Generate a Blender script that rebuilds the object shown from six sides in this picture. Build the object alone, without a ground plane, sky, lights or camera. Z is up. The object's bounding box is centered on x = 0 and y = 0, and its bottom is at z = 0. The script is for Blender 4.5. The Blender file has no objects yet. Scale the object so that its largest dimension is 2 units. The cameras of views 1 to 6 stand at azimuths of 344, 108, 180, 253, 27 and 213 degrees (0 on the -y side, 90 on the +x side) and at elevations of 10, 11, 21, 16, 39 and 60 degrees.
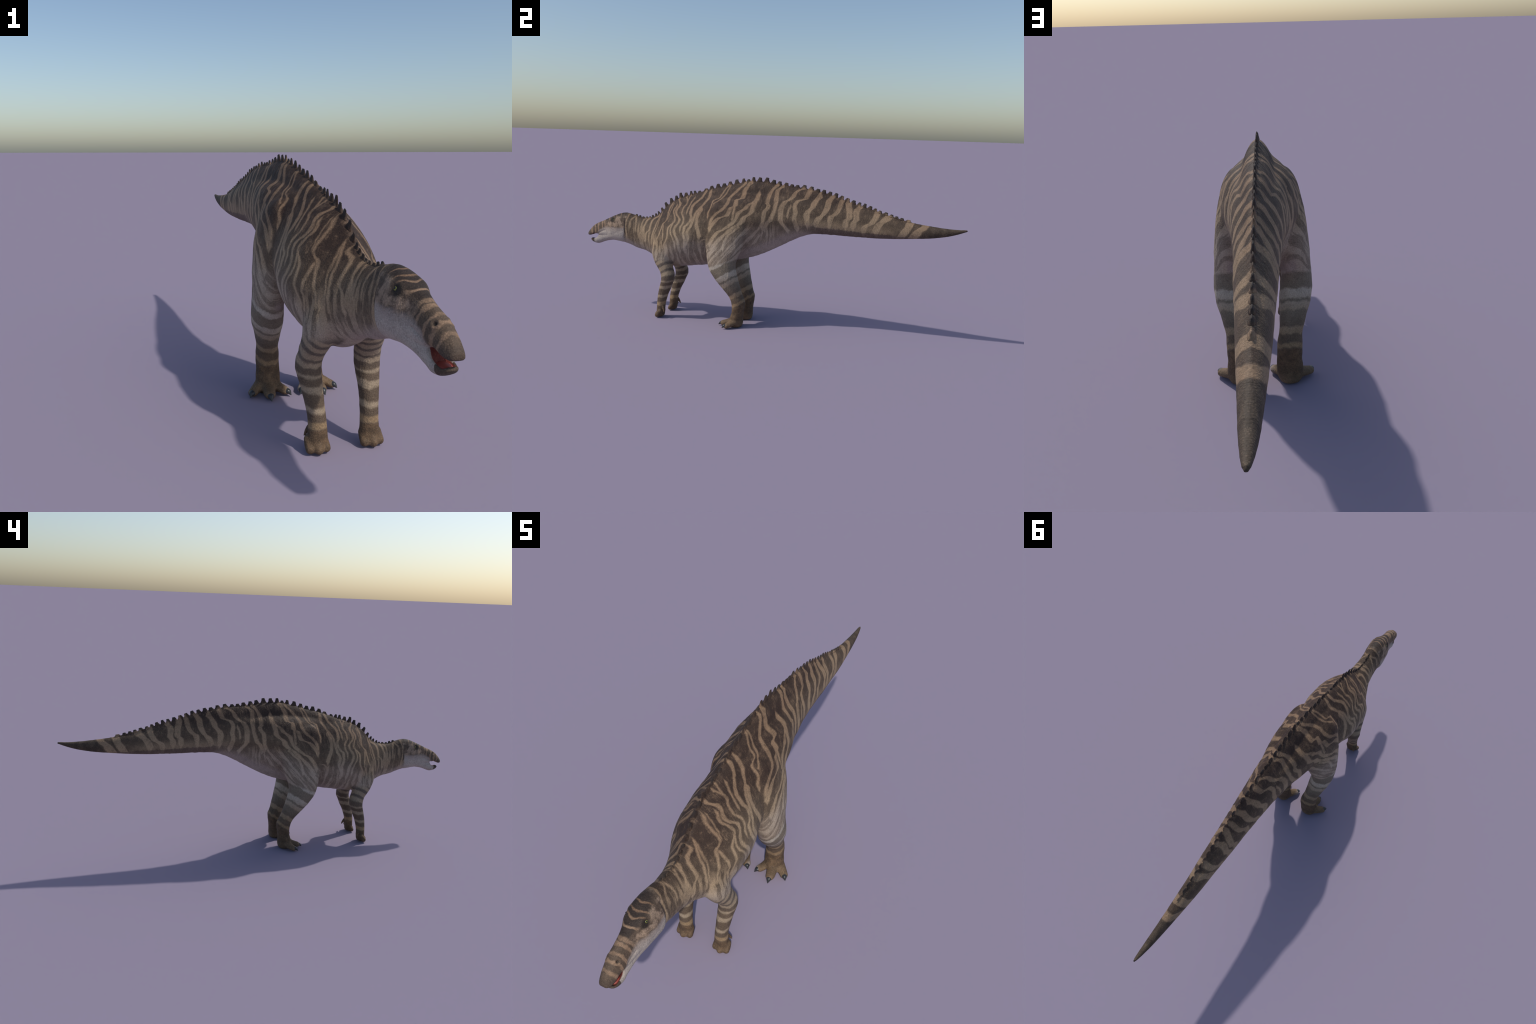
"""A striped, duck-billed plant-eating dinosaur standing on four legs.

Frame: metres, z up, head towards -y, tail towards +y, mirror-symmetric in x.
The body is lofted part by part (trunk, tail, neck, skull, jaw, limbs, toes),
fused into one skin, smoothed where limbs merge, then cut into named regions.
"""
import bpy, math
import numpy as np

rng = np.random.RandomState(7)
VOXEL = 0.003

# --------------------------------------------------------------- small tools
def pchip(x, y, q):
    """Monotone cubic interpolation of station values."""
    x, y = np.asarray(x, float), np.asarray(y, float)
    h = np.diff(x); d = np.diff(y) / h
    m = np.zeros_like(y)
    for i in range(1, len(x) - 1):
        if d[i - 1] * d[i] > 0:
            w1, w2 = 2 * h[i] + h[i - 1], h[i] + 2 * h[i - 1]
            m[i] = (w1 + w2) / (w1 / d[i - 1] + w2 / d[i])
    m[0], m[-1] = d[0], d[-1]
    i = np.clip(np.searchsorted(x, q) - 1, 0, len(x) - 2)
    t = (q - x[i]) / h[i]
    return ((1 + 2 * t) * (1 - t) ** 2 * y[i] + t * (1 - t) ** 2 * h[i] * m[i]
            + t * t * (3 - 2 * t) * y[i + 1] + t * t * (t - 1) * h[i] * m[i + 1])


def stations(table, step):
    """Resample a table of stations (first column is the axis) evenly."""
    a = np.array(sorted(table), float)
    n = max(3, int(round((a[-1, 0] - a[0, 0]) / step)) + 1)
    q = np.linspace(a[0, 0], a[-1, 0], n)
    return q, [pchip(a[:, 0], a[:, k], q) for k in range(1, a.shape[1])]


def skin_rings(rings):
    """Closed tube mesh through a list of equal-length rings."""
    n, m = len(rings), len(rings[0])
    v = np.concatenate([np.asarray(rings).reshape(-1, 3), [np.mean(rings[0], 0)], [np.mean(rings[-1], 0)]])
    f = []
    for i in range(n - 1):
        for j in range(m):
            k = (j + 1) % m
            f.append((i * m + j, i * m + k, (i + 1) * m + k, (i + 1) * m + j))
    for j in range(m):
        k = (j + 1) % m
        f.append((n * m, k, j)); f.append((n * m + 1, (n - 1) * m + j, (n - 1) * m + k))
    return v, f


SEG = 72
TH = np.linspace(0, 2 * math.pi, SEG, endpoint=False)
sp = lambda a, e: np.sign(a) * np.abs(a) ** e


def loft_along_y(table, step=0.006):
    """Stations: y, top z, bottom z, z of widest, half width, upper exponent, lower exponent."""
    q, (zt, zb, zw, w, eu, el) = stations(table, step)
    rings = []
    c, s = np.cos(TH), np.sin(TH)
    for i, y in enumerate(q):
        e = np.where(s >= 0, eu[i], el[i])
        x = w[i] * sp(c, e)
        z = zw[i] + np.where(s >= 0, zt[i] - zw[i], zw[i] - zb[i]) * sp(s, e)
        rings.append(np.stack([x, np.full(SEG, y), z], 1))
    return skin_rings(rings)


def loft_along_z(table, side, e=0.92, step=0.005):
    """Stations: z, front y, back y, inner x, outer x (a limb, level slices)."""
    q, (yf, yb, xi, xo) = stations(table, step)
    rings = []
    c, s = sp(np.cos(TH), e), sp(np.sin(TH), e)
    for i, z in enumerate(q):
        x = (xi[i] + xo[i]) / 2 + (xo[i] - xi[i]) / 2 * c
        y = (yf[i] + yb[i]) / 2 + (yb[i] - yf[i]) / 2 * s
        rings.append(np.stack([side * x, y, np.full(SEG, z)], 1))
    return skin_rings(rings)


def tube(points, radii, n=28, seg=24, flat=1.0):
    """Round-ended tapering tube along a polyline (toes, claws, spurs)."""
    p = np.array(points, float); r = np.array(radii, float)
    L = np.concatenate([[0], np.cumsum(np.linalg.norm(np.diff(p, axis=0), axis=1))])
    q = np.linspace(0, L[-1], n)
    P = np.stack([pchip(L, p[:, k], q) for k in range(3)], 1)
    R = pchip(L, r, q)
    T = np.gradient(P, axis=0); T /= np.linalg.norm(T, axis=1)[:, None]
    # half-sphere ends
    caps0 = [(-math.cos(a), math.sin(a)) for a in np.linspace(0.12, 1.45, 6)]
    seq = [(P[0] + T[0] * R[0] * a, R[0] * b, T[0]) for a, b in caps0]
    seq += [(P[i], R[i], T[i]) for i in range(n)]
    seq += [(P[-1] - T[-1] * R[-1] * a, R[-1] * b, T[-1]) for a, b in reversed(caps0)]
    a = np.linspace(0, 2 * math.pi, seg, endpoint=False)
    rings = []
    for c, rad, t in seq:
        u = np.cross(t, [0, 0, 1.0])
        if np.linalg.norm(u) < 1e-3:
            u = np.array([1.0, 0, 0])
        u /= np.linalg.norm(u); w = np.cross(u, t)
        rings.append(c + rad * (np.cos(a)[:, None] * u + flat * np.sin(a)[:, None] * w))
    return skin_rings(rings)


def mirrored(build):
    return [build(1), build(-1)]


def join(pieces):
    V, F, o = [], [], 0
    for v, f in pieces:
        V.append(np.asarray(v)); F += [tuple(i + o for i in t) for t in f]; o += len(v)
    return np.concatenate(V), F


# ------------------------------------------------------------ body profiles
#        y     top    bottom widest  half   e-up  e-low
TRUNK = [(-0.70, .505, .400, .440, .030, 1.0, 1.0),
         (-0.66, .511, .345, .430, .043, 1.0, 1.0),
         (-0.62, .514, .326, .420, .058, 1.1, 1.0),
         (-0.58, .529, .307, .415, .0735, 1.3, .95),
         (-0.55, .552, .288, .415, .0865, 1.48, .95),
         (-0.52, .582, .274, .420, .100, 1.55, .95),
         (-0.48, .611, .269, .428, .117, 1.44, .95),
         (-0.43, .633, .272, .430, .130, 1.40, 1.0),
         (-0.36, .652, .281, .433, .132, 1.36, 1.08),
         (-0.28, .668, .292, .450, .116, 1.26, 1.25),
         (-0.23, .676, .303, .460, .110, 1.05, 1.35),
         (-0.18, .676, .313, .480, .110, .90, 1.3),
         (-0.12, .679, .328, .510, .109, .85, 1.5),
         (-0.05, .684, .346, .540, .103, .82, 1.65),
         ( 0.02, .685, .372, .552, .092, .82, 1.65),
         ( 0.09, .684, .410, .562, .0755, .82, 1.55),
         ( 0.15, .685, .444, .568, .069, .82, 1.4),
         ( 0.21, .683, .475, .571, .061, .84, 1.25),
         ( 0.28, .677, .497, .571, .055, .87, 1.05),
         ( 0.36, .666, .500, .567, .048, .9, .92),
         ( 0.46, .646, .499, .563, .043, 1.0, .85),
         ( 0.56, .624, .499, .558, .0365, 1.0, .85),
         ( 0.66, .602, .503, .546, .031, 1.1, .8),
         ( 0.76, .584, .511, .545, .0245, 1.05, .85),
         ( 0.84, .576, .519, .546, .019, 1.0, .9),
         ( 0.91, .570, .532, .551, .0145, 1.0, 1.0),
         ( 0.96, .569, .547, .558, .010, 1.0, 1.0),
         ( 0.992, .5705, .5595, .565, .0060, 1.0, 1.0),
         ( 1.001, .569, .5625, .566, .0028, 1.0, 1.0)]

# narrow roof along the tall vertebral spines: y, crest, foot, mid, half width at the foot
CREST = [(-0.68, .512, .48, .490, .006), (-0.62, .516, .48, .490, .016), (-0.58, .533, .49, .500, .022),
         (-0.55, .556, .51, .520, .026), (-0.52, .586, .53, .545, .030), (-0.48, .615, .55, .565, .034),
         (-0.43, .637, .57, .585, .038), (-0.36, .659, .59, .605, .040), (-0.28, .685, .61, .628, .042),
         (-0.20, .705, .625, .642, .040), (-0.12, .726, .64, .655, .040), (-0.05, .739, .65, .665, .040),
         (0.02, .740, .645, .662, .040), (0.09, .730, .64, .655, .044), (0.15, .725, .635, .652, .042),
         (0.21, .721, .63, .648, .039), (0.28, .710, .62, .636, .035), (0.36, .692, .61, .625, .031),
         (0.46, .662, .59, .602, .026), (0.56, .636, .575, .585, .021), (0.66, .608, .56, .566, .017),
         (0.76, .586, .55, .556, .012), (0.82, .578, .55, .554, .008)]

SKULL = [(-1.003, .410, .398, .402, .011, .8, .6),
         (-0.999, .417, .395, .401, .0155, 1.0, .5),
         (-0.990, .429, .395, .402, .0200, 1.1, .5),
         (-0.975, .445, .400, .407, .0235, 1.1, .5),
         (-0.955, .459, .407, .415, .0260, 1.0, .6),
         (-0.935, .469, .404, .418, .0285, .95, .7),
         (-0.92, .475, .396, .418, .029, .95, .85),
         (-0.90, .484, .390, .420, .0305, .9, .9),
         (-0.87, .498, .385, .425, .035, .8, .95),
         (-0.835, .513, .385, .432, .044, .78, .95),
         (-0.80, .527, .385, .438, .0465, .82, .95),
         (-0.765, .533, .390, .440, .046, .95, .95),
         (-0.735, .529, .400, .440, .042, 1.0, 1.0),
         (-0.70, .519, .410, .440, .038, 1.0, 1.0),
         (-0.67, .512, .420, .440, .030, 1.0, 1.0)]

JAW = [(-.987, .3765, .3715, .374, .006, .8, .8),
       (-.983, .3785, .3665, .373, .0135, .6, .75),
       (-.972, .3800, .3590, .371, .0195, .5, .8),
       (-.958, .3820, .3530, .370, .0225, .5, .85),
       (-.942, .3900, .3515, .371, .0240, .55, .9),
       (-.930, .4100, .3540, .380, .0240, .7, .9),
       (-.905, .420, .364, .390, .026, .8, .9),
       (-.87, .430, .3735, .405, .032, .9, .9),
       (-.84, .440, .3775, .415, .040, .95, .9),
       (-.805, .450, .3745, .425, .0455, .95, .9),
       (-.775, .460, .371, .428, .0475, .95, .9),
       (-.758, .458, .376, .428, .045, .95, .9),
       (-.75, .450, .390, .425, .030, 1.0, 1.0)]

NECK = [(-0.80, .490, .385, .44, .030, 1.0, 1.0),
        (-0.77, .512, .369, .44, .040, 1.0, 1.0),
        (-0.74, .518, .362, .44, .043, 1.0, 1.0),
        (-0.70, .516, .346, .435, .043, 1.0, 1.0),
        (-0.66, .512, .338, .43, .048, 1.0, 1.0),
        (-0.62, .500, .332, .425, .053, 1.1, 1.0), (-0.58, .49, .34, .425, .050, 1.1, 1.0)]

#        z     front   back   inner  outer
HINDLIMB = [(.632, -.225, -.150, .055, .080),
            (.620, -.240, -.110, .030, .092),
            (.600, -.254, -.080, .020, .104),
            (.550, -.261, -.050, .020, .118),
            (.500, -.262, -.042, .025, .128),
            (.450, -.260, -.052, .035, .134),
            (.400, -.254, -.064, .045, .139),
            (.360, -.248, -.083, .050, .142),
            (.320, -.239, -.093, .054, .145),
            (.285, -.227, -.090, .051, .146),
            (.250, -.205, -.082, .047, .141),
            (.215, -.179, -.073, .047, .129),
            (.180, -.149, -.064, .046, .119),
            (.155, -.129, -.056, .043, .112),
            (.128, -.117, -.046, .037, .112),
            (.105, -.113, -.048, .036, .112),
            (.080, -.113, -.053, .036, .111),
            (.050, -.121, -.056, .035, .114),
            (.025, -.127, -.056, .036, .114),
            (.008, -.125, -.058, .040, .110),
            (.000, -.118, -.063, .045, .105)]

FORELIMB = [(.440, -.535, -.480, .050, .085),
            (.420, -.553, -.466, .040, .094),
            (.380, -.568, -.460, .032, .101),
            (.340, -.570, -.458, .032, .109),
            (.310, -.560, -.460, .034, .110),
            (.285, -.546, -.456, .038, .112),
            (.260, -.527, -.449, .043, .113),
            (.235, -.512, -.440, .048, .118),
            (.212, -.509, -.440, .050, .119),
            (.190, -.514, -.449, .051, .115),
            (.160, -.523, -.461, .052, .109),
            (.130, -.531, -.476, .0525, .104),
            (.100, -.537, -.488, .051, .100),
            (.075, -.540, -.495, .049, .0985),
            (.050, -.541, -.499, .047, .100),
            (.025, -.541, -.501, .045, .103),
            (.008, -.538, -.503, .048, .100),
            (.003, -.532, -.507, .054, .094)]

# toes: root, knuckle, tip, with radii; claws continue from the tip
HIND_TOES = [([(.062, -.090, .030), (.045, -.114, .0190), (.030, -.133, .0125)], [.024, .0195, .0170], (.016, -.152, .004)),
             ([(.076, -.095, .032), (.083, -.130, .0200), (.087, -.154, .0135)], [.027, .0215, .0185], (.0895, -.181, .003)),
             ([(.092, -.087, .030), (.117, -.107, .0190), (.133, -.122, .0125)], [.024, .0195, .0170], (.147, -.140, .005))]
FORE_TOES = [((.055, -.533, .012), .0125), ((.077, -.541, .0125), .0135), ((.098, -.532, .012), .0125)]
CREST = [(*t, 1.25, 1.0) for t in CREST]
pieces = [loft_along_y(TRUNK), loft_along_y(CREST), loft_along_y(SKULL, .003), loft_along_y(JAW, .003), loft_along_y(NECK, .004)]
for s in (1, -1):
    flip = np.array([s, 1, 1])
    pieces.append(loft_along_z(HINDLIMB, s))
    pieces.append(loft_along_z(FORELIMB, s))
    for pts, rad, tip in HIND_TOES:
        pieces.append(tube(np.array(pts) * flip, rad, flat=.74))
    for c, r in FORE_TOES:
        c = np.array(c) * flip
        pieces.append(tube([c + (0, .018, .022), c + (0, .006, .006), c], [r * .9, r, r]))
    pieces.append(tube(np.array([(.0895, -.500, .060), (.0950, -.4945, .046), (.0985, -.4910, .034)]) * flip, [.0065, .0055, .0038]))

# ------------------------------------------------------------- fuse the skin
V, F = join(pieces)
me = bpy.data.meshes.new("fused")
me.from_pydata(V.tolist(), [], F)
ob = bpy.data.objects.new("fused", me)
bpy.context.scene.collection.objects.link(ob)
import bmesh
bm = bmesh.new(); bm.from_mesh(me); bmesh.ops.recalc_face_normals(bm, faces=bm.faces); bm.to_mesh(me); bm.free()
mod = ob.modifiers.new("fuse", "REMESH"); mod.mode = "VOXEL"; mod.voxel_size = VOXEL
dg = bpy.context.evaluated_depsgraph_get()
ev = ob.evaluated_get(dg).to_mesh()
nv = len(ev.vertices)
P = np.empty(nv * 3); ev.vertices.foreach_get("co", P); P = P.reshape(-1, 3)
quads = [tuple(p.vertices) for p in ev.polygons]
E = np.empty(len(ev.edges) * 2, int); ev.edges.foreach_get("vertices", E); E = E.reshape(-1, 2)
ob.evaluated_get(dg).to_mesh_clear()
bpy.data.objects.remove(ob); bpy.data.meshes.remove(me)

# keep only the largest shell
lab = np.arange(nv)
while True:
    m = np.minimum(lab[E[:, 0]], lab[E[:, 1]])
    new = lab.copy()
    np.minimum.at(new, E[:, 0], m); np.minimum.at(new, E[:, 1], m)
    new = new[new]
    if (new == lab).all():
        break
    lab = new
big = np.bincount(lab).argmax()
keep = lab == big
remap = np.cumsum(keep) - 1
P = P[keep]; quads = [tuple(remap[list(q)]) for q in quads if keep[q[0]]]
E = remap[E[keep[E[:, 0]]]]
deg = np.bincount(E.ravel(), minlength=len(P)).astype(float)


def smooth(P, weight, times):
    for _ in range(times):
        S = np.zeros_like(P)
        for k in range(3):
            S[:, k] = np.bincount(E[:, 0], P[E[:, 1], k], len(P)) + np.bincount(E[:, 1], P[E[:, 0], k], len(P))
        P = P + weight[:, None] * (S / deg[:, None] - P)
    return P


def bump(x, c, r):
    t = np.clip(1 - np.abs(x - c) / r, 0, 1)
    return t * t * (3 - 2 * t)


head_w = 1 - np.clip((P[:, 1] + .72) / -.05, 0, 1) * np.where(P[:, 1] < -.94, .9, .75)
P = smooth(P, .5 * head_w, 6)
ax = np.abs(P[:, 0])
# haunch running into the tail root and groin, and the armpit
W = np.clip((P[:, 1] + .20) / .08, 0, 1) * np.clip((.12 - P[:, 1]) / .08, 0, 1) * np.clip((P[:, 2] - .28) / .05, 0, 1) * np.clip((.66 - P[:, 2]) / .05, 0, 1)
W = np.maximum(W, bump(P[:, 1], -.5, .14) * bump(P[:, 2], .34, .12) * .8)
W = np.maximum(W, bump(P[:, 1], -.66, .06) * .8)
W = np.maximum(W, np.clip((P[:, 1] + .66) / .06, 0, 1) * np.clip((.6 - P[:, 1]) / .3, 0, 1) * np.clip((ax - .012) / .014, 0, 1) * np.clip((.10 - ax) / .03, 0, 1)
               * np.clip((P[:, 2] - (.50 + .10 * np.clip((P[:, 1] + .6) / .3, 0, 1))) / .04, 0, 1))
W = np.maximum(W, bump(P[:, 1], -.16, .14) * bump(P[:, 2], .61, .07) * .9)
P = smooth(P, .5 * W, 40)


# ---- facial relief: nostrils, mouth fold, brows, eye sockets, scooped lower bill
def normals(P):
    m = bpy.data.meshes.new("tmp"); m.from_pydata(P.tolist(), [], quads)
    n = np.empty(len(P) * 3); m.vertices.foreach_get("normal", n); bpy.data.meshes.remove(m)
    return n.reshape(-1, 3)


def seg_dist(y, z, line):
    d = np.full(len(y), 9.0)
    for (ay, az), (by, bz) in zip(line[:-1], line[1:]):
        vy, vz = by - ay, bz - az
        t = np.clip(((y - ay) * vy + (z - az) * vz) / (vy * vy + vz * vz), 0, 1)
        d = np.minimum(d, np.hypot(y - ay - t * vy, z - az - t * vz))
    return d


EYE = np.array([.0345, -.8255, .4955])
NOSTRIL = np.array([.0135, -.9465, .4495])
near = P[np.argmin(((P - np.array([.0150, -.946, .4515])) ** 2).sum(1))]
NOSTRIL = np.abs(near) * (1, -1, 1)
n = normals(P)
ax = np.abs(P[:, 0])
M = np.stack([ax, P[:, 1], P[:, 2]], 1)
disp = np.zeros(len(P))
g = lambda c, r: np.exp(-((M - c) ** 2).sum(1) / r ** 2)
disp += .0035 * g(np.array([.030, -.835, .507]), .016) + .002 * g(np.array([.036, -.812, .500]), .014)
disp -= .0035 * g(EYE, .009)
disp -= .005 * g(np.array([.033, -.872, .463]), .024)
disp += .0025 * g(np.array([.040, -.80, .45]), .025)
dn = np.sqrt(((M - NOSTRIL) ** 2).sum(1))
disp += np.where(dn < .03, -.0045 * np.exp(-(dn / .0042) ** 2) + .0016 * np.exp(-((dn - .0085) / .0035) ** 2), 0)
fold = seg_dist(P[:, 1], P[:, 2], [(-.938, .402), (-.925, .414), (-.905, .425), (-.885, .431)])
disp -= np.where((ax > .008) & (P[:, 1] < -.85), .0028 * np.exp(-(fold / .0035) ** 2), 0)
crease = seg_dist(P[:, 1], P[:, 2], [(-.752, .50), (-.754, .47), (-.751, .43), (-.758, .40)])
disp -= np.where((ax > .015) & (P[:, 1] < -.70), .003 * np.exp(-(crease / .004) ** 2), 0)
P = P + n * disp[:, None]
# skin folds: shallow, mostly vertical wrinkles, mirrored
from mathutils import noise as mnoise
W = np.array([.0011 * mnoise.noise((q[0] * 14, q[1] * 48, q[2] * 16)) + .0007 * mnoise.noise((q[0] * 40, q[1] * 110, q[2] * 45 + 7)) for q in M])
P = P + n * (W * np.where(P[:, 1] < -.76, .35, np.where(P[:, 1] > .55, .25, 1.0)))[:, None]
scoop = (P[:, 1] < -.93) & (P[:, 2] < .396) & (n[:, 2] > .2)
P[:, 2] -= np.where(scoop, .012 * np.clip(1.15 - (ax / .019) ** 2, 0, 1) * np.clip((P[:, 1] + .982) / .010, 0, 1) * np.clip((-.932 - P[:, 1]) / .010, 0, 1), 0)
P[:, 2] = np.maximum(P[:, 2], 0)

# ---------------------------------------------------------------- materials
class Nodes:
    """Small helper that writes shader maths as nodes."""
    def __init__(self, mat):
        self.t = mat.node_tree

    def new(self, kind, **kw):
        n = self.t.nodes.new(kind)
        for k, v in kw.items():
            setattr(n, k, v)
        return n

    def put(self, socket, v):
        if hasattr(v, "is_output"):
            self.t.links.new(v, socket)
        elif isinstance(v, (tuple, list)):
            socket.default_value = (*v, 1) if len(socket.default_value) == 4 else v
        else:
            socket.default_value = v

    def m(self, op, *a, clamp=False):
        n = self.new("ShaderNodeMath", operation=op, use_clamp=clamp)
        for i, v in enumerate(a):
            self.put(n.inputs[i], v)
        return n.outputs[0]

    def add(self, a, b): return self.m("ADD", a, b)
    def sub(self, a, b): return self.m("SUBTRACT", a, b)
    def mul(self, a, b): return self.m("MULTIPLY", a, b)
    def mad(self, a, b, c): return self.m("MULTIPLY_ADD", a, b, c)
    def mn(self, a, b): return self.m("MINIMUM", a, b)
    def mx(self, a, b): return self.m("MAXIMUM", a, b)

    def ramp(self, v, a, b, lo=0.0, hi=1.0):
        n = self.new("ShaderNodeMapRange", interpolation_type="SMOOTHSTEP")
        for i, x in enumerate((v, a, b, lo, hi)):
            self.put(n.inputs[i], x)
        return n.outputs[0]

    def mix(self, f, a, b, mode="MIX"):
        n = self.new("ShaderNodeMix", data_type="RGBA", blend_type=mode)
        self.put(n.inputs[0], f); self.put(n.inputs[6], a); self.put(n.inputs[7], b)
        return n.outputs[2]

    def noise(self, vec, scale, detail=2.0, rough=.5):
        n = self.new("ShaderNodeTexNoise")
        self.put(n.inputs["Vector"], vec)
        n.inputs["Scale"].default_value = scale
        n.inputs["Detail"].default_value = detail
        n.inputs["Roughness"].default_value = rough
        return n.outputs["Fac"], n.outputs["Color"]

    def xyz(self, v):
        n = self.new("ShaderNodeSeparateXYZ"); self.put(n.inputs[0], v)
        return n.outputs

    def vec(self, x, y, z):
        n = self.new("ShaderNodeCombineXYZ")
        for i, v in enumerate((x, y, z)):
            self.put(n.inputs[i], v)
        return n.outputs[0]

    def curve(self, v, pts, lo, hi):
        """Piecewise smooth function through pts (argument lo..hi), any value range."""
        xs = [p[0] for p in pts]; ys = [p[1] for p in pts]
        a, b = min(ys) - .01, max(ys) + .01
        n = self.new("ShaderNodeFloatCurve")
        c = n.mapping.curves[0]
        nrm = [((x - lo) / (hi - lo), (y - a) / (b - a)) for x, y in zip(xs, ys)]
        while len(c.points) < len(nrm):
            c.points.new(.5, .5)
        for p, q in zip(c.points, nrm):
            p.location = q; p.handle_type = "AUTO_CLAMPED"
        n.mapping.extend = "HORIZONTAL"
        n.mapping.update()
        self.put(n.inputs["Value"], self.mad(v, 1 / (hi - lo), -lo / (hi - lo)))
        return self.mad(n.outputs[0], b - a, a)


def streak_distance(N, y, z, table, gain, best=None):
    """Distance to the nearest pale streak; each streak is a centre line y(z) with a width."""
    for w, *pts in table:
        z0, z1 = pts[0][0], pts[-1][0]
        h = z1 - z0
        slope = sum(abs(b[1] - a[1]) for a, b in zip(pts[:-1], pts[1:])) / h
        k = 1 / math.sqrt(1 + .7 * slope * slope)
        yc = N.curve(z, pts, z0, z1)
        d = N.mul(N.m("ABSOLUTE", N.sub(y, yc)), k)
        over = N.mx(N.sub(N.m("ABSOLUTE", N.sub(z, (z0 + z1) / 2)), h / 2), 0.0)
        d = N.mad(over, .42, N.sub(d, w * gain))
        best = d if best is None else N.mn(best, d)
    return best


def bands(N, q, table, soft):
    """Pale rings across a limb: list of (centre, half width)."""
    best = None
    for c, w in table:
        d = N.sub(N.m("ABSOLUTE", N.sub(q, c)), w)
        best = d if best is None else N.mn(best, d)
    return N.ramp(best, soft, -soft)


# pale streaks on the flanks: width, then the centre line as (z, y) from low to high
NECK_STREAKS = [
    (0.0073, (0.458, -0.650), (0.489, -0.654), (0.504, -0.651)),
    (0.0073, (0.448, -0.639), (0.496, -0.628), (0.510, -0.618)),
    (0.0121, (0.395, -0.625), (0.440, -0.617), (0.464, -0.595), (0.494, -0.597), (0.531, -0.563)),
    (0.0082, (0.457, -0.747), (0.473, -0.750), (0.526, -0.741)),
    (0.0058, (0.489, -0.756), (0.515, -0.762), (0.527, -0.749)),
    (0.0109, (0.463, -0.724), (0.483, -0.727), (0.499, -0.721), (0.516, -0.707)),
    (0.0073, (0.445, -0.688), (0.493, -0.691), (0.513, -0.699)),
    (0.0082, (0.449, -0.654), (0.495, -0.653), (0.510, -0.642)),
    (0.0091, (0.427, -0.661), (0.474, -0.636), (0.512, -0.624)),
]
FLANK_STREAKS = [
    (0.0085, (0.389, -0.577), (0.436, -0.572), (0.547, -0.543)),
    (0.0053, (0.379, -0.563), (0.432, -0.562), (0.464, -0.552), (0.537, -0.540)),
    (0.0085, (0.396, -0.542), (0.422, -0.536), (0.444, -0.523), (0.496, -0.510), (0.527, -0.484), (0.573, -0.489), (0.602, -0.480)),
    (0.0049, (0.527, -0.478), (0.600, -0.471)),
    (0.0085, (0.374, -0.498), (0.406, -0.502), (0.425, -0.492), (0.489, -0.503)),
    (0.0092, (0.389, -0.489), (0.449, -0.463), (0.474, -0.463), (0.503, -0.451), (0.524, -0.431), (0.546, -0.437), (0.570, -0.451), (0.595, -0.442)),
    (0.0087, (0.391, -0.416), (0.418, -0.418), (0.483, -0.445), (0.511, -0.440)),
    (0.0134, (0.371, -0.392), (0.412, -0.393), (0.437, -0.402), (0.461, -0.418), (0.486, -0.421), (0.527, -0.403), (0.552, -0.424), (0.576, -0.435), (0.599, -0.425), (0.623, -0.444)),
    (0.0087, (0.478, -0.391), (0.491, -0.391), (0.517, -0.379), (0.541, -0.382), (0.569, -0.398), (0.587, -0.397), (0.613, -0.384), (0.638, -0.400)),
    (0.0068, (0.607, -0.386), (0.650, -0.381)),
    (0.0083, (0.567, -0.369), (0.617, -0.360), (0.640, -0.348)),
    (0.0146, (0.374, -0.363), (0.428, -0.357), (0.463, -0.367), (0.488, -0.369), (0.517, -0.348), (0.542, -0.339), (0.569, -0.347), (0.596, -0.346), (0.649, -0.301), (0.676, -0.293)),
    (0.0141, (0.416, -0.351), (0.442, -0.341), (0.472, -0.348), (0.505, -0.334), (0.571, -0.317), (0.623, -0.279), (0.651, -0.265), (0.676, -0.262)),
    (0.0194, (0.459, -0.284), (0.542, -0.306), (0.590, -0.293)),
]
HAUNCH_STREAKS = [
    (0.0073, (0.555, -0.248), (0.573, -0.247), (0.607, -0.236), (0.626, -0.236), (0.655, -0.201), (0.687, -0.188), (0.712, -0.170)),
    (0.0061, (0.623, -0.223), (0.646, -0.194), (0.670, -0.174), (0.713, -0.161)),
    (0.0141, (0.499, -0.232), (0.530, -0.227), (0.554, -0.217), (0.623, -0.150), (0.654, -0.142), (0.705, -0.102), (0.725, -0.080)),
    (0.0165, (0.506, -0.225), (0.555, -0.184), (0.575, -0.135), (0.610, -0.123), (0.621, -0.103), (0.645, -0.104), (0.660, -0.074), (0.684, -0.076), (0.712, -0.065), (0.730, -0.050)),
    (0.0097, (0.557, -0.111), (0.621, -0.103)),
    (0.016, (0.425, -0.221), (0.460, -0.202), (0.487, -0.180), (0.500, -0.153), (0.555, -0.094), (0.588, -0.080), (0.609, -0.051), (0.630, -0.034), (0.650, -0.000), (0.678, 0.003)),
    (0.0175, (0.403, -0.210), (0.459, -0.164), (0.486, -0.131), (0.516, -0.102), (0.539, -0.066), (0.565, -0.052), (0.597, -0.014), (0.616, -0.013), (0.641, -0.003)),
    (0.0121, (0.410, -0.148), (0.448, -0.139), (0.488, -0.110), (0.517, -0.077)),
    (0.0175, (0.529, 0.033), (0.560, 0.043), (0.597, 0.048), (0.629, 0.063), (0.641, 0.056), (0.682, 0.057), (0.724, 0.087)),
    (0.018, (0.516, 0.047), (0.543, 0.060), (0.567, 0.079), (0.636, 0.097), (0.696, 0.094), (0.721, 0.116)),
]
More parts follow.
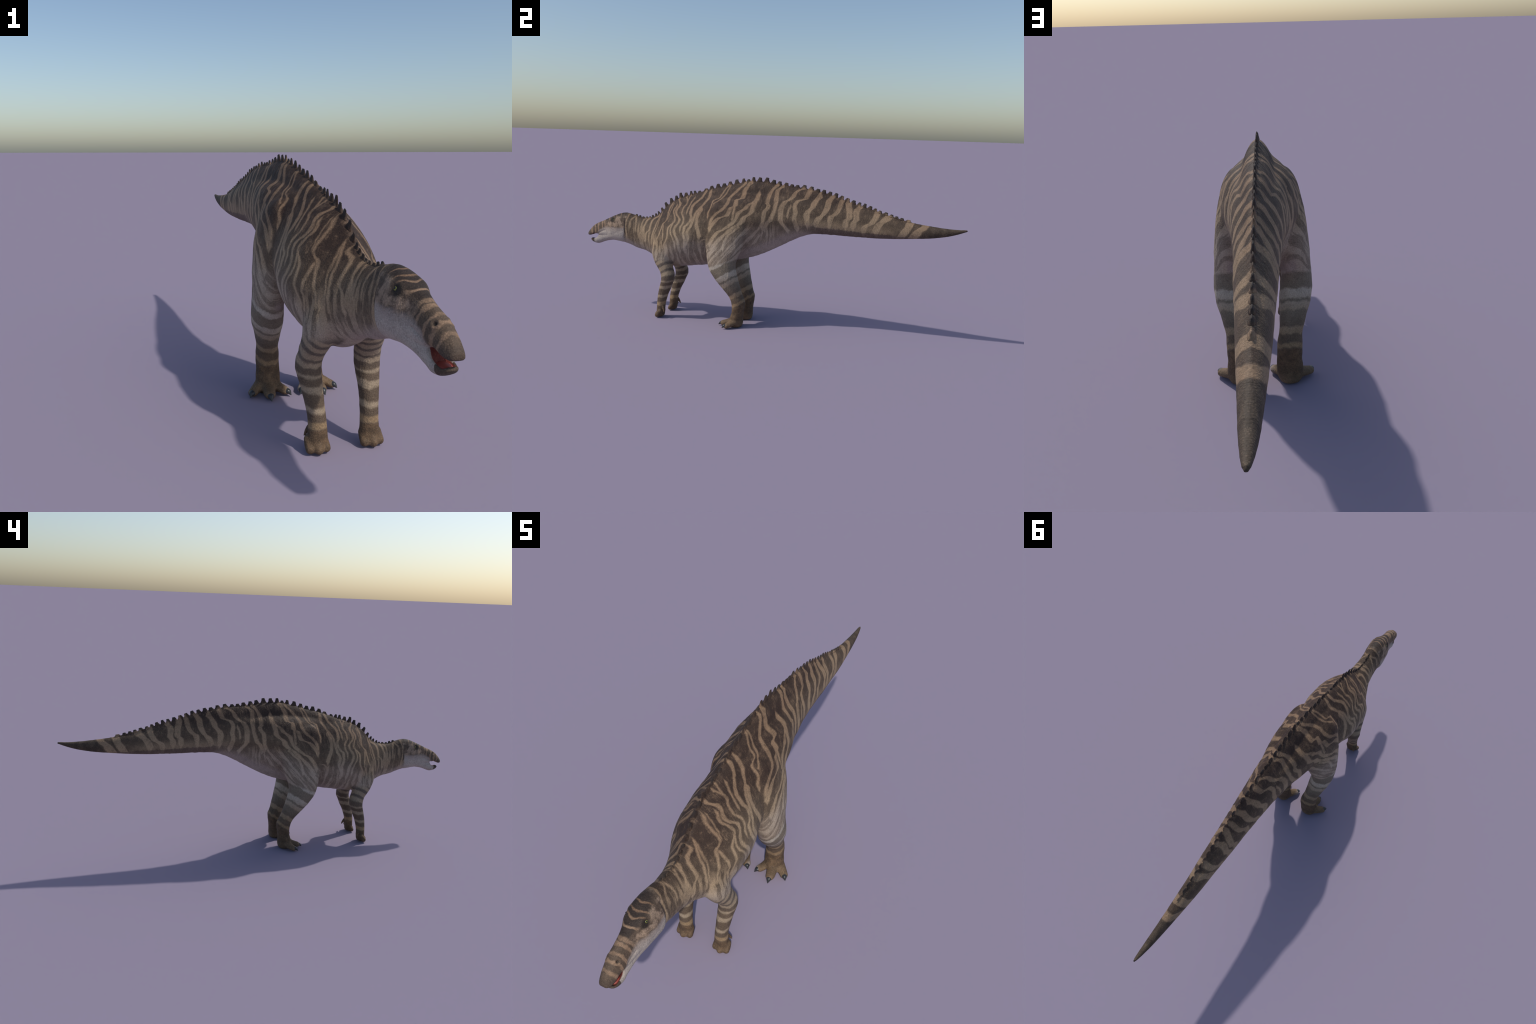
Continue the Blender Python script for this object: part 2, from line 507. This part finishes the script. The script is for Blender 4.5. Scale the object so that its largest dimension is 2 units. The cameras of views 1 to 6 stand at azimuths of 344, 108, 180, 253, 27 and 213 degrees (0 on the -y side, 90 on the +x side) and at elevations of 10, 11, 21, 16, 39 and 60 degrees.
TAIL_STREAKS = [
    (0.017, (0.514, 0.160), (0.561, 0.127), (0.589, 0.125), (0.647, 0.138), (0.668, 0.168), (0.701, 0.190), (0.715, 0.222)),
    (0.0092, (0.583, 0.160), (0.605, 0.161), (0.630, 0.171)),
    (0.0182, (0.525, 0.206), (0.580, 0.195), (0.607, 0.198), (0.633, 0.193), (0.656, 0.204), (0.672, 0.240), (0.712, 0.254)),
    (0.0231, (0.554, 0.257), (0.586, 0.255), (0.613, 0.260), (0.631, 0.278), (0.660, 0.289), (0.680, 0.306)),
    (0.0223, (0.554, 0.299), (0.582, 0.312), (0.605, 0.335), (0.635, 0.348), (0.668, 0.356), (0.684, 0.368)),
    (0.0194, (0.545, 0.364), (0.590, 0.371), (0.611, 0.394), (0.637, 0.407), (0.668, 0.414)),
    (0.0231, (0.556, 0.442), (0.580, 0.445), (0.600, 0.458), (0.660, 0.447)),
    (0.0231, (0.548, 0.479), (0.571, 0.482), (0.593, 0.492), (0.623, 0.488), (0.644, 0.502)),
    (0.0231, (0.539, 0.528), (0.557, 0.539), (0.578, 0.568), (0.620, 0.586)),
    (0.0267, (0.541, 0.587), (0.568, 0.600), (0.588, 0.623), (0.607, 0.639)),
    (0.03, (0.513, 0.701), (0.560, 0.730), (0.583, 0.740)),
    (0.0284, (0.517, 0.756), (0.530, 0.769), (0.553, 0.783), (0.573, 0.817)),
]

#             centre of the pale rings and half widths, measured along the limb
HIND_RINGS = [(.352, .012), (.271, .0165), (.230, .0130), (.149, .0120), (.098, .0080)]
FORE_RINGS = [(.338, .008), (.304, .011), (.264, .012), (.232, .008), (.199, .0035), (.167, .009), (.1175, .0075), (.078, .009)]
# pale lines across the skull roof and muzzle: y on the midline, half width
FACE_LINES = [(-.795, .0026), (-.8215, .0024), (-.839, .0024), (-.866, .0032), (-.897, .0048), (-.9125, .0045), (-.9375, .005), (-.958, .0055), (-.9785, .0045)]

DARK_TOP, DARK_MID, DARK_LOW = (.047, .0285, .0200), (.130, .093, .061), (.235, .182, .135)
TAN_TOP, TAN_MID, TAN_LOW = (.240, .153, .092), (.365, .265, .165), (.410, .330, .250)
BELLY, THROAT = (.36, .29, .25), (.43, .37, .32)
LIMB_DARK, LIMB_PALE, FOOT = (.122, .086, .058), (.315, .242, .165), (.155, .098, .055)


def striped_skin(name, frame=None):
    mat = bpy.data.materials.new(name); mat.use_nodes = True
    N = Nodes(mat); t = mat.node_tree
    bsdf = t.nodes["Principled BSDF"]
    tc = N.new("ShaderNodeTexCoord")
    if frame is not None:
        tc.object = frame
    x, y0, z0 = N.xyz(tc.outputs["Object"])
    ax = N.m("ABSOLUTE", x)
    p = N.vec(ax, y0, z0)
    # ragged, wavering edges
    _, c1 = N.noise(p, 26, 2)
    wx, wy, wz = N.xyz(c1)
    _, c2 = N.noise(p, 110, 2)
    vx, vy, vz = N.xyz(c2)
    y = N.add(N.mad(wx, .013, y0), N.mad(vx, .004, -.0085))
    z = N.add(N.mad(wy, .011, z0), N.mad(vy, .0035, -.00725))
    zr = N.add(N.mad(wy, .007, z0), N.mad(vy, .0015, -.00425))
    big, _ = N.noise(p, 9, 3, .6)
    mid, _ = N.noise(p, 38, 4, .65)
    grain, _ = N.noise(p, 420, 3, .6)

    # --- flanks: pale streaks
    d = streak_distance(N, y, z, NECK_STREAKS + FLANK_STREAKS, .49)
    d = streak_distance(N, y, z, HAUNCH_STREAKS, .54, d)
    d = streak_distance(N, y, z, TAIL_STREAKS, .58, d)
    streak = N.mul(N.ramp(N.mad(mid, .004, N.sub(d, .002)), .0036, -.0034), N.ramp(mid, .22, .50, .60, 1.0))
    # fainter, finer streaks low on the flank
    rake = N.mul(N.mul(N.ramp(y0, -.30, -.24), N.ramp(y0, .10, .0)), N.mad(z0, -.85, .34))
    fine, _ = N.noise(N.vec(N.mul(ax, 8), N.mul(N.add(y, rake), 58), N.mul(z, 9)), 1.0, 2, .55)
    # countershading level: 1 on the back, 0 low on the flank
    lvl = N.curve(y0, [(-.76, .452), (-.70, .435), (-.62, .435), (-.55, .415), (-.45, .462), (-.34, .492), (-.26, .478), (-.16, .505), (-.05, .545),
                       (.06, .562), (.16, .578), (.26, .574), (.40, .562), (.60, .54), (.9, .45)], -.76, .9)
    rel = N.add(N.sub(z, lvl), N.mad(big, .05, -.025))
    up = N.ramp(rel, -.02, .13)
    low = N.ramp(rel, -.015, -.095)
    dark = N.mix(low, N.mix(up, DARK_MID, DARK_TOP), DARK_LOW)
    tan = N.mix(low, N.mix(up, TAN_MID, TAN_TOP), TAN_LOW)
    dark = N.mix(N.mul(N.ramp(mid, .45, .75), .32), dark, N.mix(.5, dark, tan))
    reach = N.curve(y0, [(-.76, .48), (-.66, .475), (-.57, .43), (-.48, .405), (-.42, .385), (-.34, .40), (-.27, .45), (-.2, .41), (-.1, .46), (0, .53), (.12, .53)], -.76, .12)
    extra = N.mul(N.ramp(N.mad(N.ramp(y0, -.48, -.56), .055, fine), .475, .575), N.mul(N.ramp(N.sub(z, reach), .03, -.02), N.ramp(y0, .14, .06)))
    hair, _ = N.noise(N.vec(N.mul(ax, 6), N.mul(N.add(y, N.mul(rake, .8)), 75), N.mul(z, 12)), 1.0, 3, .6)
    hair = N.mul(N.ramp(N.m("ABSOLUTE", N.sub(hair, .56)), .035, .006), N.mul(N.ramp(mid, .42, .62), N.ramp(y0, .80, .70)))
    light = N.mx(N.mx(streak, N.mul(extra, .85)), N.mul(hair, .30))
    side = N.add(N.add(z, N.mad(y0, .045, -.551)), N.mad(mid, .03, -.015))
    side = N.mul(N.mul(N.ramp(side, -.004, .004), N.ramp(side, .050, .012)), N.mul(N.ramp(y0, .16, .28), N.ramp(y0, .72, .58)))
    light = N.mx(light, N.mul(side, .55))
    col = N.mix(light, dark, tan)
    # pale belly and throat
    under = N.curve(y0, [(-.78, .395), (-.74, .385), (-.68, .36), (-.62, .332), (-.52, .288), (-.40, .290), (-.28, .315), (-.15, .36), (-.04, .405), (.08, .455), (.17, .495), (.24, .505), (.30, .49), (.4, .45)], -.78, .4)
    bm = N.ramp(N.add(N.sub(z, under), N.mad(mid, .03, -.015)), .022, -.02)
    thigh = N.mul(N.ramp(ax, .085, .108), N.mul(N.ramp(y0, -.29, -.255), N.ramp(y0, .03, -.03)))
    col = N.mix(N.mul(N.mul(bm, .9), N.sub(1.0, thigh)), col, BELLY)
    # brown keel under the tail and dark tail end
    keel = N.mul(N.ramp(N.add(z, N.mad(y0, .045, -.551)), .0035, -.0035), N.mul(N.ramp(y0, .24, .32), N.ramp(y0, .80, .72)))
    col = N.mix(N.mul(keel, .8), col, (.135, .095, .075))
    tip = N.ramp(N.sub(y, N.mul(N.sub(z0, .55), .55)), .806, .816)
    col = N.mix(tip, col, N.mix(N.ramp(mid, .30, .75), (.062, .044, .031), (.092, .066, .045)))

    # --- hind limbs
    tilt = N.add(N.mad(y0, -.6, -.072), N.mad(ax, -.04, .004))
    c3, _ = N.noise(N.vec(N.mul(ax, 1.0), y0, N.mul(z0, .6)), 48, 2, .5)
    q = N.add(N.add(zr, tilt), N.mad(c3, .022, -.011))
    ring = bands(N, q, HIND_RINGS, .0046)
    shank = N.mix(ring, N.mix(N.ramp(q, .12, .24), LIMB_DARK, (.200, .163, .120)), N.mix(N.ramp(q, .10, .20), (.26, .175, .10), N.mix(N.ramp(q, .2, .3), LIMB_PALE, (.45, .390, .315))))
    shank = N.mix(N.ramp(q, .088, .082), shank, N.mix(N.ramp(mid, .35, .7), (.095, .062, .038), FOOT))
    shank = N.mix(N.mul(N.ramp(z0, .05, .012), .6), shank, (.20, .135, .08))
    is_hind = N.mul(N.mul(N.ramp(y0, -.33, -.31), N.ramp(y0, .06, .04)), N.mul(N.ramp(ax, .012, .032), N.ramp(N.mad(y, -.35, N.sub(z, .042)), .352, .334)))
    col = N.mix(is_hind, col, shank)
    # --- forelimbs
    qf = N.add(N.add(zr, N.mad(y0, -.1, -.05)), N.mad(c3, .014, -.007))
    qu = N.add(qf, N.mul(N.ramp(qf, .19, .30), N.add(N.mad(y0, -.55, -.27), N.mad(ax, -.45, .04))))
    ringf = bands(N, qu, FORE_RINGS, .0042)
    arm = N.mix(ringf, N.mix(N.ramp(qf, .18, .27), LIMB_DARK, (.13, .102, .08)), N.mix(N.ramp(qf, .09, .11), (.30, .205, .115), LIMB_PALE))
    arm = N.mix(N.ramp(qf, .069, .063), arm, N.mix(N.ramp(mid, .35, .7), (.10, .066, .040), FOOT))
    is_fore = N.mul(N.mul(N.ramp(y0, -.62, -.60), N.ramp(y0, -.41, -.43)), N.mul(N.ramp(ax, .022, .034), N.ramp(z, .325, .295)))
    col = N.mix(is_fore, col, arm)

    # --- head
    hn, hc = N.noise(tc.outputs["Object"], 30, 2)
    hx, hy, hw = N.xyz(hc)
    yh = N.add(N.mad(N.mul(x, x), -15.0, y0), N.mad(hx, .016, -.008))
    lines = None
    for c, w in FACE_LINES:
        dd = N.sub(N.m("ABSOLUTE", N.sub(yh, c)), w)
        lines = dd if lines is None else N.mn(lines, dd)
    line = N.mul(N.ramp(N.add(lines, N.mul(N.ramp(y0, -.86, -.89), N.mad(hy, .014, -.0062))), .0024, -.0016), N.ramp(hw, .30, .5, .6, 1.0))
    roof = N.mix(N.ramp(y0, -.905, -.882), (.110, .076, .052), (.040, .028, .022))
    roof = N.mix(line, roof, N.mix(N.ramp(y0, -.86, -.82), (.27, .175, .11), (.19, .115, .07)))
    # below the eye the pattern dissolves into blotches, then a pale cheek and jaw
    jaw = N.curve(y0, [(-1.0, .385), (-.965, .392), (-.935, .41), (-.915, .43), (-.88, .446), (-.82, .449), (-.76, .452), (-.745, .44)], -1.0, -.745)
    hz = N.add(N.sub(z, jaw), N.mad(mid, .02, -.01))
    blot = N.mix(N.ramp(mid, .40, .60), (.115, .080, .056), (.30, .215, .15))
    face = N.mix(N.mul(N.ramp(N.sub(z, N.mad(y0, .35, .79)), .012, -.008), N.ramp(y0, -.90, -.87)), roof, blot)
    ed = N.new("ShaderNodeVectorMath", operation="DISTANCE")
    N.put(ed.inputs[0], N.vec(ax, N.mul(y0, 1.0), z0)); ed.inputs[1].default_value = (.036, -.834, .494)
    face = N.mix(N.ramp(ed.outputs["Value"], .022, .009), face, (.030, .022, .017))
    face = N.mix(N.ramp(hz, .010, -.006), face, N.mix(N.ramp(hz, 0.0, -.03), (.33, .27, .23), THROAT))
    face = N.mix(N.mul(N.ramp(z0, .372, .352), N.ramp(y0, -.96, -.93)), face, BELLY)
    # horny bill margins and the inside of the mouth
    bill_low = N.mul(N.ramp(y, -.956, -.959), N.ramp(z0, .386, .384))
    bill_up = N.mul(N.mul(N.ramp(y0, -.962, -.984), N.ramp(N.mad(y0, .35, N.add(z0, -.072)), .008, -.006)), N.ramp(z0, .389, .392))
    face = N.mix(bill_low, face, (.085, .062, .045))
    face = N.mix(N.mul(bill_up, .85), face, (.085, .060, .044))
    inside = N.mul(N.mul(N.ramp(ax, .0178, .0160), N.ramp(y0, -.918, -.928)), N.mul(N.ramp(z0, .371, .374), N.ramp(N.mad(y0, .12, z0), .2925, .2895)))
    inside = N.mul(inside, N.ramp(y0, -.979, -.973))
    face = N.mix(inside, face, (.17, .038, .030))
    nd = N.new("ShaderNodeVectorMath", operation="DISTANCE")
    N.put(nd.inputs[0], p); nd.inputs[1].default_value = tuple(NOSTRIL)
    face = N.mix(N.mul(N.ramp(nd.outputs["Value"], .0052, .0034), .92), face, (.03, .022, .018))
    is_head = N.ramp(N.add(y, N.mul(N.sub(z0, .43), -.12)), -.752, -.762)
    col = N.mix(is_head, col, face)
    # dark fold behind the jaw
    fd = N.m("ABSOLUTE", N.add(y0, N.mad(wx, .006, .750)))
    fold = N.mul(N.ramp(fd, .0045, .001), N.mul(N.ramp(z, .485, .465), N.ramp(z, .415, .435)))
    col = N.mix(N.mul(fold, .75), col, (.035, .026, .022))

    # --- scales: pale flecks in the dark parts, fine mottling everywhere
    vor = N.new("ShaderNodeTexVoronoi"); N.put(vor.inputs["Vector"], p); vor.inputs["Scale"].default_value = 260
    vor2 = N.new("ShaderNodeTexVoronoi"); N.put(vor2.inputs["Vector"], p); vor2.inputs["Scale"].default_value = 120
    fleck = N.mul(N.ramp(vor.outputs["Distance"], .34, .12), N.ramp(mid, .42, .62))
    col = N.mix(N.mul(fleck, .20), col, (.27, .185, .12))
    col = N.mix(N.mul(N.ramp(vor2.outputs["Distance"], .22, .10), N.mul(N.ramp(big, .5, .65), .18)), col, (.33, .25, .18))
    shade = N.mad(vor.outputs["Distance"], -.42, N.mad(grain, .8, N.mad(mid, .55, .47)))
    col = N.mix(1.0, col, N.vec(shade, shade, shade), "MULTIPLY")
    if frame is not None:
        own = N.new("ShaderNodeTexCoord")
        _, _, h = N.xyz(own.outputs["Object"])
        info = N.new("ShaderNodeObjectInfo")
        k = N.mul(N.ramp(h, -.05, .75), N.ramp(info.outputs["Random"], .15, .6, .15, .92))
        col = N.mix(k, col, (.042, .033, .028))
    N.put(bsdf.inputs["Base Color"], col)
    bsdf.inputs["Roughness"].default_value = .68
    bsdf.inputs["Specular IOR Level"].default_value = .24
    # relief: scales and skin creases
    crease, _ = N.noise(N.vec(N.mul(ax, 70), N.mul(y0, 190), N.mul(z0, 45)), 1.0, 3, .6)
    hgt = N.add(N.mul(vor.outputs["Distance"], -.0008), N.add(N.mul(crease, .0018), N.mul(mid, .0015)))
    bump = N.new("ShaderNodeBump"); bump.inputs["Distance"].default_value = 1.0; bump.inputs["Strength"].default_value = .8
    N.put(bump.inputs["Height"], hgt)
    N.put(bsdf.inputs["Normal"], bump.outputs[0])
    return mat


def plain(name, col, rough=.6):
    m = bpy.data.materials.new(name); m.use_nodes = True
    b = m.node_tree.nodes["Principled BSDF"]
    N = Nodes(m)
    tc = N.new("ShaderNodeTexCoord")
    f, _ = N.noise(tc.outputs["Object"], 160, 3)
    N.put(b.inputs["Base Color"], N.mix(f, [c * .6 for c in col], [c * 1.35 for c in col]))
    b.inputs["Roughness"].default_value = rough
    return m


skin = striped_skin("banded_skin")
claw_mat = plain("claw_horn", (.03, .031, .033), .35)

# -------------------------------------------------------- assemble the thing
root = bpy.data.objects.new("duckbilled_dinosaur", None)
bpy.context.scene.collection.objects.link(root)
root["label"] = "duck-billed dinosaur on four legs with brown and tan stripes"
root["category"] = "dinosaur"


def add(name, v, f, mat, parent=root, smooth_shade=True):
    me = bpy.data.meshes.new(name)
    me.from_pydata(np.asarray(v).tolist(), [], f)
    me.materials.append(mat)
    if smooth_shade:
        me.polygons.foreach_set("use_smooth", [True] * len(me.polygons))
    o = bpy.data.objects.new(name, me)
    bpy.context.scene.collection.objects.link(o)
    o.parent = parent
    return o


body = bpy.data.meshes.new("body")
body.from_pydata(P.tolist(), [], quads)
N = np.empty(len(P) * 3); body.vertices.foreach_get("normal", N); N = N.reshape(-1, 3)
Q = np.array(quads)
C = P[Q].mean(1)
cx = np.abs(C[:, 0]); cy, cz = C[:, 1], C[:, 2]
left = C[:, 0] > 0
region = np.full(len(Q), "torso", dtype=object)
region[cy > .12 + (cz - .6) * .3] = "tail"
region[cy < -.60 - (cz - .43) * -.35] = "neck"
region[cy < -.74] = "head"
hind = (cx > .03) & (cy > -.35) & (cy < .05) & (cz < .345 + (cy + .16) * .5)
fore = (cx > .02) & (cy < -.40) & (cy > -.62) & (cz < .285)
for s, suffix in ((True, ""), (False, ".001")):
    region[hind & (left == s)] = "hindlimb" + suffix
    region[hind & (left == s) & (cz < .06)] = "hind_foot" + suffix
    region[fore & (left == s)] = "forelimb" + suffix
    region[fore & (left == s) & (cz < .075)] = "fore_foot" + suffix
made = {}
for name in sorted(set(region), key=lambda n: "foot" in n):
    q = Q[region == name]
    idx, inv = np.unique(q, return_inverse=True)
    parent = root
    if "_foot" in name:
        parent = made[name.replace("_foot", "limb")]
    o = add(name, P[idx], [tuple(t) for t in inv.reshape(q.shape)], skin, parent)
    o.data.normals_split_custom_set_from_vertices(N[idx].tolist())
    made[name] = o
bpy.data.meshes.remove(body)

for s, suffix in ((1, ""), (-1, ".001")):
    flip = np.array([s, 1, 1])
    for pts, rad, tip in HIND_TOES:
        a = np.array(pts[-1]); b = np.array(tip)
        mid = (a + b) / 2 + (0, 0, .004)
        v, f = tube(np.array([a, mid, b]) * flip, [.0135, .0105, .0020], flat=.85)
        v[:, 2] = np.maximum(v[:, 2], 0)
        add("claw", v, f, claw_mat, made["hind_foot" + suffix])

eye_mat = plain("yellow_eye", (.20, .21, .045), .2)
pupil_mat = plain("black_pupil", (.005, .005, .006), .1)
tongue_mat = plain("red_mouth", (.34, .062, .042), .5)


def ball(c, r, scale=(1, 1, 1)):
    v, f = tube([(-.001, 0, 0), (0, 0, 0), (.001, 0, 0)], [1, 1, 1], n=3)
    return np.asarray(v) * r * np.array(scale) + np.array(c), f


for s, suffix in ((1, ""), (-1, ".001")):
    flip = np.array([s, 1, 1])
    out = np.array([.80, -.25, .50]); out /= np.linalg.norm(out)
    v, f = ball(EYE * flip - out * flip * .0036, .0056)
    add("eye", v, f, eye_mat, made["head"])
    v, f = ball((EYE + out * .0005) * flip, .0027)
    add("pupil", v, f, pupil_mat, bpy.data.objects["eye" + suffix])
v, f = ball((0, -.9535, .3715), .01, (1.65, 2.15, .62))
add("tongue", v, f, tongue_mat, made["head"])

# spines along the back: y, tip height
SPINES = [(0.73, 0.599), (0.699, 0.606), (0.674, 0.612), (0.65, 0.619), (0.622, 0.628), (0.595, 0.634), (0.572, 0.643), (0.546, 0.653), (0.519, 0.663), (0.495, 0.667), (0.466, 0.675), (0.436, 0.684), (0.406, 0.694), (0.377, 0.705), (0.348, 0.71), (0.319, 0.717), (0.288, 0.72), (0.257, 0.729), (0.219, 0.735), (0.186, 0.733), (0.158, 0.735), (0.127, 0.741), (0.094, 0.746), (0.063, 0.752), (0.028, 0.761), (-0.01, 0.76), (-0.042, 0.76), (-0.068, 0.748), (-0.093, 0.75), (-0.13, 0.743), (-0.166, 0.731), (-0.199, 0.72), (-0.232, 0.716), (-0.267, 0.704), (-0.299, 0.689), (-0.336, 0.675), (-0.361, 0.674), (-0.383, 0.671), (-0.411, 0.661), (-0.439, 0.659), (-0.466, 0.642), (-0.494, 0.628), (-0.522, 0.605), (-0.547, 0.575), (-0.569, 0.554), (-0.586, 0.541), (-0.606, 0.531), (-0.624, 0.522), (-0.643, 0.519), (-0.665, 0.518), (-0.685, 0.525), (-0.705, 0.529)]
tb = np.array(CREST); hb = np.array(SKULL)


def ridge_z(y):
    a = pchip(tb[:, 0], tb[:, 1], np.array([y]))[0]
    return max(a, pchip(hb[:, 0], hb[:, 1], np.array([y]))[0]) if y < -.67 else a


def spine_mesh(name, seed):
    """A blunt, laterally pinched horn frustum of unit height with a wedge top."""
    r = np.random.RandomState(seed)
    a = np.linspace(0, 2 * math.pi, 16, endpoint=False)
    rings = []
    for h, ly, lx in [(-.5, .68, .55), (0, .56, .42), (.25, .44, .31), (.6, .34, .22), (.88, .29, .14), (1.0, .20, .06)]:
        lean = .10 * h * (1 + .4 * r.randn())
        rings.append(np.stack([lx * sp(np.cos(a), .9), lean + ly * sp(np.sin(a), .75), np.full(16, h + 0.0)], 1))
    v, f = skin_rings(rings)
    v = v + r.randn(*v.shape) * .012
    m = bpy.data.meshes.new(name)
    m.from_pydata(v.tolist(), [], f)
    m.polygons.foreach_set("use_smooth", [True] * len(f))
    m.materials.append(spine_mat)
    return m


spine_mat = striped_skin('striped_spine', root)
spine_shapes = [spine_mesh("spine", k) for k in range(4)]
for i, (y, zt) in enumerate(SPINES):
    z0 = ridge_z(y)
    slope = (ridge_z(y + .012) - ridge_z(y - .012)) / .024
    gap = min(abs(y - SPINES[j][0]) for j in (i - 1, i + 1) if 0 <= j < len(SPINES))
    o = bpy.data.objects.new("spine", spine_shapes[rng.randint(4)])
    bpy.context.scene.collection.objects.link(o)
    h = max(.006, zt - z0)
    wid = min(.031, gap) * .92
    o.location = (0, y, z0 - .001)
    o.scale = (min(.0125, wid * .5 + .001), wid, h + .001)
    o.rotation_euler = (math.atan(slope) * .8, 0, rng.uniform(-.08, .08))
    o.parent = root
print("BUILT", len(P), len(Q))
